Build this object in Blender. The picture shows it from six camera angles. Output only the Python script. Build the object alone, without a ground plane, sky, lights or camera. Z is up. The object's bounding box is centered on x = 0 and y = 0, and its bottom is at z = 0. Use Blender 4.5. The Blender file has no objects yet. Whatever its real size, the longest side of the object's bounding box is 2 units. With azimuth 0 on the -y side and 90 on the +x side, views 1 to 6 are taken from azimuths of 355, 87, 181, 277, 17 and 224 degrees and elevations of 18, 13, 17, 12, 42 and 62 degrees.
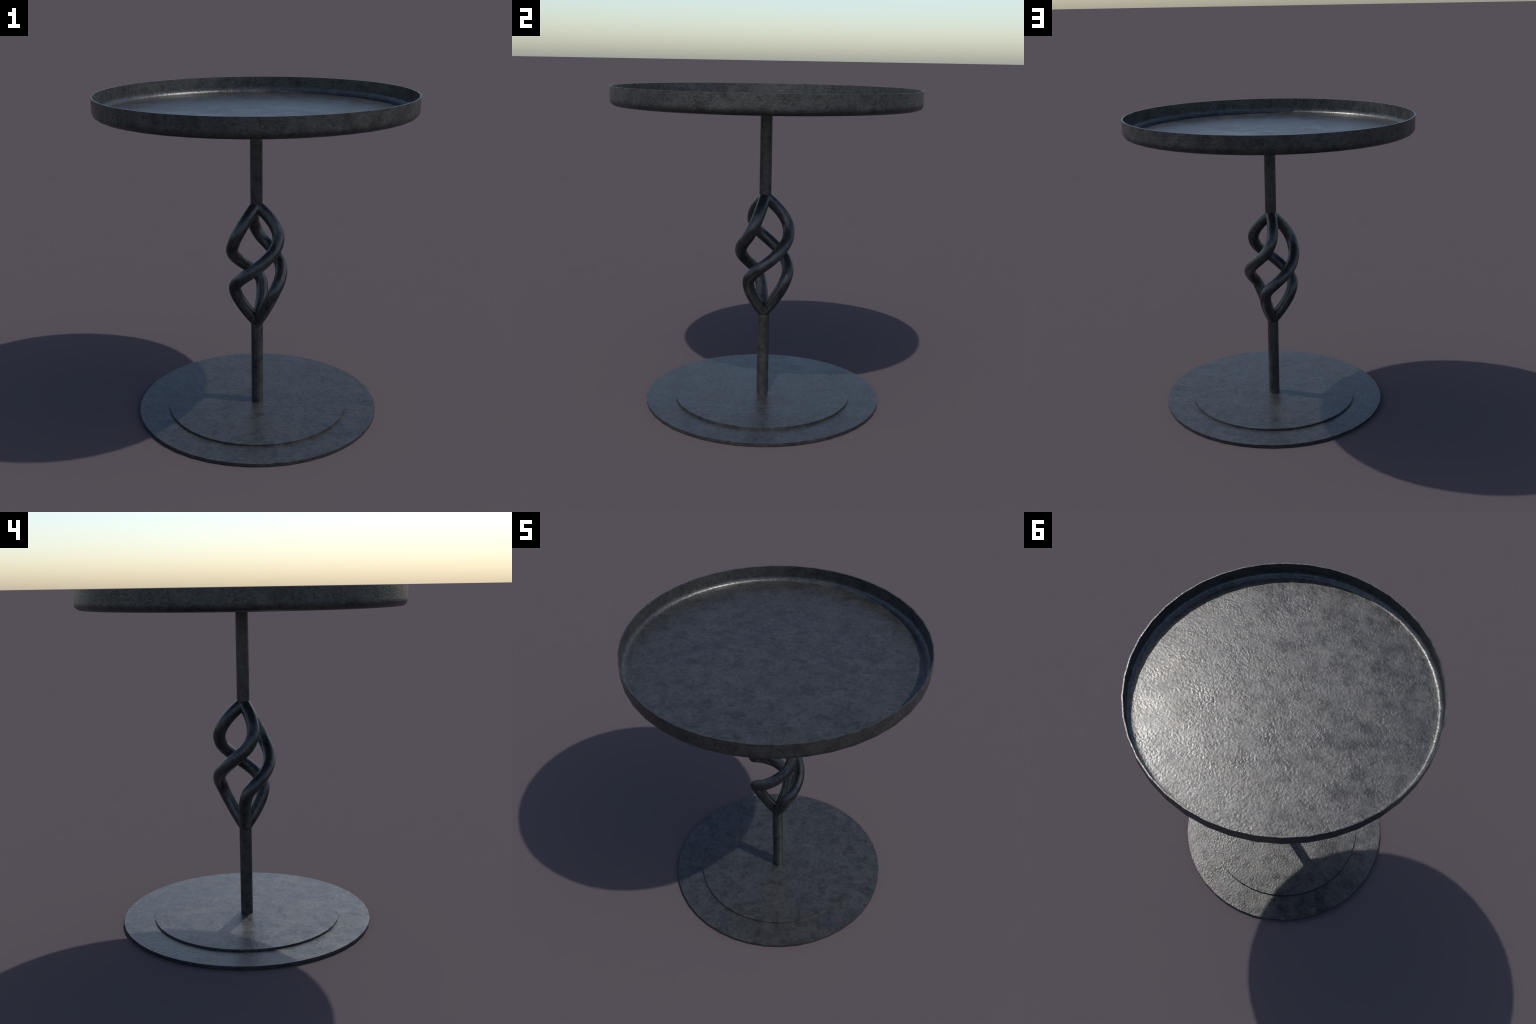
# A round pedestal side table of dark galvanised steel: a shallow tray top with a rolled lower edge,
# a straight stem interrupted by a twisted three-rod basket, and a foot of two stacked discs.
import bpy, bmesh, math
from mathutils import Vector

SIDES = 42                 # facets round every turned plate; a corner stands on the y axis
# ---------------------------------------------------------------- sizes (metres)
TRAY_R, TRAY_TOP, TRAY_UNDER = 0.9428, 2.000, 1.8868
WALL, FILLET_OUT = 0.0075, 0.034
FLOOR_Z = TRAY_UNDER + 0.0075
FOOT_R, FOOT_TOP = 0.7548, 0.0195
STEP_R, STEP_TOP = 0.5665, 0.0315
STEM_R = 0.0373
BASKET_LOW, BASKET_HIGH = 0.568, 1.346
ROD_R = 0.0373


# ---------------------------------------------------------------- materials
def metal(name, dark, mid, pale, blotch=14.0, grain=70.0, bump=0.36, rough=(0.29, 0.43), metallic=0.68, stretch=(1, 1, 1), seed=0.0):
    """Aged zinc-grey steel: cloudy blotches, dark flecks and a fine hammered grain."""
    m = bpy.data.materials.new(name)
    m.use_nodes = True
    nt = m.node_tree
    N, L = nt.nodes, nt.links
    bsdf = N["Principled BSDF"]
    tex = N.new("ShaderNodeTexCoord")
    mp = N.new("ShaderNodeMapping")
    mp.inputs["Location"].default_value = (seed, seed * 0.7, seed * 1.3)
    mp.inputs["Scale"].default_value = stretch
    L.new(tex.outputs["Object"], mp.inputs["Vector"])

    def noise(scale, detail=4.0, roughness=0.55, distortion=0.0):
        n = N.new("ShaderNodeTexNoise")
        n.inputs["Scale"].default_value = scale
        n.inputs["Detail"].default_value = detail
        n.inputs["Roughness"].default_value = roughness
        n.inputs["Distortion"].default_value = distortion
        L.new(mp.outputs["Vector"], n.inputs["Vector"])
        return n.outputs["Fac"]

    def ramp(fac, *stops):
        r = N.new("ShaderNodeValToRGB")
        els = r.color_ramp.elements
        while len(els) < len(stops):
            els.new(0.5)
        for e, (p, c) in zip(els, stops):
            e.position, e.color = p, (*c, 1.0)
        L.new(fac, r.inputs["Fac"])
        return r.outputs["Color"]

    def mix(kind, fac, a, b):
        n = N.new("ShaderNodeMix")
        n.data_type, n.blend_type = "RGBA", kind
        if isinstance(fac, float):
            n.inputs[0].default_value = fac
        else:
            L.new(fac, n.inputs[0])
        L.new(a, n.inputs[6])
        L.new(b, n.inputs[7])
        return n.outputs[2]

    clouds = ramp(noise(blotch, 5.0, 0.62, 0.3), (0.35, dark), (0.50, mid), (0.66, pale))
    spots = ramp(noise(blotch * 2.7, 5.0, 0.58, 0.4), (0.35, (0.74, 0.75, 0.77)), (0.48, (0.97, 0.97, 0.98)), (0.62, (1.09, 1.08, 1.06)))
    flecks = ramp(noise(grain * 0.7, 2.0, 0.5), (0.30, (0.70,) * 3), (0.42, (1.0,) * 3))
    stains = ramp(noise(blotch * 0.35, 3.0, 0.6), (0.46, (1.0, 1.0, 1.0)), (0.66, (1.01, 0.985, 0.955)))
    col = mix("MULTIPLY", 1.0, mix("MULTIPLY", 1.0, mix("MULTIPLY", 1.0, clouds, spots), flecks), stains)
    L.new(col, bsdf.inputs["Base Color"])

    rr = N.new("ShaderNodeMapRange")
    rr.inputs["From Min"].default_value, rr.inputs["From Max"].default_value = 0.36, 0.64
    rr.inputs["To Min"].default_value, rr.inputs["To Max"].default_value = rough
    L.new(noise(blotch * 0.5, 6.0, 0.65), rr.inputs["Value"])
    L.new(rr.outputs["Result"], bsdf.inputs["Roughness"])
    bsdf.inputs["Specular IOR Level"].default_value = 0.3
    bsdf.inputs["Metallic"].default_value = metallic

    b = N.new("ShaderNodeBump")
    uneven = N.new("ShaderNodeMapRange")                 # hammered here, worn smoother there
    uneven.inputs["From Min"].default_value, uneven.inputs["From Max"].default_value = 0.36, 0.64
    uneven.inputs["To Min"].default_value, uneven.inputs["To Max"].default_value = bump * 0.5, bump * 1.3
    L.new(noise(blotch * 0.42, 5.0, 0.65, 0.5), uneven.inputs["Value"])
    L.new(uneven.outputs["Result"], b.inputs["Strength"])
    b.inputs["Distance"].default_value = 0.004
    L.new(noise(grain, 2.0, 0.45), b.inputs["Height"])
    L.new(b.outputs["Normal"], bsdf.inputs["Normal"])
    return m


def grey(v, blue=1.0):
    return (v * 0.99, v, v * blue)


plate_steel = metal("galvanised_plate_steel", grey(0.054, 1.03), grey(0.071, 1.02), grey(0.081, 1.0), seed=1.7)
wall_steel = metal("galvanised_rod_steel", grey(0.053, 1.03), grey(0.072, 1.02), grey(0.084, 1.0), bump=0.15, seed=4.1)


# ---------------------------------------------------------------- builders
def finish(name, bm, material, parent, angle=35):
    bmesh.ops.recalc_face_normals(bm, faces=bm.faces[:])
    me = bpy.data.meshes.new(name)
    bm.to_mesh(me)
    bm.free()
    me.materials.append(material)
    ob = bpy.data.objects.new(name, me)
    bpy.context.collection.objects.link(ob)
    for p in me.polygons:
        p.use_smooth = True
    me.set_sharp_from_angle(angle=math.radians(angle))
    ob.parent = parent
    return ob


def turned(name, profile, material, parent, sides=SIDES, angle=35):
    """Turn a closed (radius, height) profile that starts and ends on the axis."""
    bm = bmesh.new()
    rings = []
    for r, z in profile:
        if r < 1e-6:
            rings.append([bm.verts.new((0, 0, z))])
        else:
            rings.append([bm.verts.new((r * math.cos(a), r * math.sin(a), z))
                          for a in (math.pi / 2 + 2 * math.pi * i / sides for i in range(sides))])
    for lo, hi in zip(rings, rings[1:]):
        for i in range(sides):
            j = (i + 1) % sides
            if len(lo) == 1:
                bm.faces.new((lo[0], hi[i], hi[j]))
            elif len(hi) == 1:
                bm.faces.new((lo[i], lo[j], hi[0]))
            else:
                bm.faces.new((lo[i], lo[j], hi[j], hi[i]))
    return finish(name, bm, material, parent, angle)


def arc(cr, cz, radius, a0, a1, steps):
    return [(cr + radius * math.cos(math.radians(a0 + (a1 - a0) * k / steps)),
             cz + radius * math.sin(math.radians(a0 + (a1 - a0) * k / steps))) for k in range(steps + 1)]


def spline(values, t):
    """Catmull-Rom through evenly spaced values, t in 0..1."""
    n = len(values) - 1
    u = min(max(t, 0.0), 1.0) * n
    i = min(int(u), n - 1)
    f = u - i
    y = [2 * values[0] - values[1], *values, 2 * values[-1] - values[-2]]
    p0, p1, p2, p3 = y[i:i + 4]
    return 0.5 * (2 * p1 + (p2 - p0) * f + (2 * p0 - 5 * p1 + 4 * p2 - p3) * f * f + (3 * p1 - p0 - 3 * p2 + p3) * f ** 3)


# ---------------------------------------------------------------- the table
table = bpy.data.objects.new("pedestal_table", None)
bpy.context.collection.objects.link(table)
table["label"] = "round dark steel pedestal table with tray top and twisted stem"
table["category"] = "side table"

# tray: flat underside, rounded lower edge, upright wall with a thin lip, coved inside corner
ro, ri = TRAY_R, TRAY_R - WALL
fi = FILLET_OUT - 0.003
tray_profile = ([(0, TRAY_UNDER), (ro - FILLET_OUT - 0.02, TRAY_UNDER)]
                + arc(ro - FILLET_OUT, TRAY_UNDER + FILLET_OUT, FILLET_OUT, -90, 0, 6)
                + [(ro, TRAY_UNDER + FILLET_OUT + 0.012), (ro, TRAY_TOP), (ri, TRAY_TOP), (ri, FLOOR_Z + fi + 0.012)]
                + arc(ri - fi, FLOOR_Z + fi, fi, 0, -90, 6)
                + [(ri - fi - 0.02, FLOOR_Z), (0, FLOOR_Z)])
turned("tray", tray_profile, plate_steel, table)

# foot: a wide disc with a smaller one resting on it
turned("foot_disc", [(0, 0), (FOOT_R, 0), (FOOT_R, FOOT_TOP), (0, FOOT_TOP)], plate_steel, table)
turned("foot_step", [(0, FOOT_TOP - 0.004), (STEP_R, FOOT_TOP - 0.004), (STEP_R, STEP_TOP), (0, STEP_TOP)], plate_steel, table)

# stem: two straight lengths of round bar
for low, high in ((STEP_TOP - 0.003, BASKET_LOW), (BASKET_HIGH, TRAY_UNDER + 0.003)):
    turned("stem", [(0, low), (STEM_R, low), (STEM_R, high), (0, high)], wall_steel, table, sides=24)

# basket: three rods that leave the stem together, belly out, twist past one another and meet again.
# distance from the axis and bearing (degrees), from the lower to the upper joint
BELLY = (-0.011, 0.043, 0.088, 0.1245, 0.1467, 0.1511, 0.1503, 0.1503, 0.1527, 0.1465, 0.1146, 0.0592, -0.0155)
BEARING = (-176.4, -176.0, -174.6, -171.0, -162.3, -137.7, -105.7, -74.8, -47.0, -32.2, -24.6, -20.5, -20.5)
MEET = 0.0165              # share of the height at either end where the rods run together inside the stem


def rod_mesh(steps=60, sides=18):
    bm = bmesh.new()

    def at(t):
        r, a = spline(BELLY, t), math.radians(spline(BEARING, t))
        return Vector((r * math.cos(a), r * math.sin(a), BASKET_LOW + (BASKET_HIGH - BASKET_LOW) * t))

    x = Vector((1, 0, 0))
    rings = []
    for k in range(steps + 1):
        t = MEET + (1 - 2 * MEET) * k / steps
        d = (at(t + 0.004) - at(t - 0.004)).normalized()
        x = (x - d * x.dot(d)).normalized()              # carried along without twist
        y = d.cross(x)
        c = at(t)
        rings.append([bm.verts.new(c + (x * math.cos(2 * math.pi * i / sides) + y * math.sin(2 * math.pi * i / sides)) * ROD_R)
                      for i in range(sides)])
    for lo, hi in zip(rings, rings[1:]):
        for i in range(sides):
            j = (i + 1) % sides
            bm.faces.new((lo[i], lo[j], hi[j], hi[i]))
    bm.faces.new(rings[0][::-1])
    bm.faces.new(rings[-1])
    return bm


basket = bpy.data.objects.new("twisted_basket", None)
bpy.context.collection.objects.link(basket)
basket.parent = table
first = finish("rod", rod_mesh(), wall_steel, basket, angle=50)
for turn in (1, 2):
    rod = first.copy()
    rod.rotation_euler[2] = turn * 2 * math.pi / 3
    bpy.context.collection.objects.link(rod)
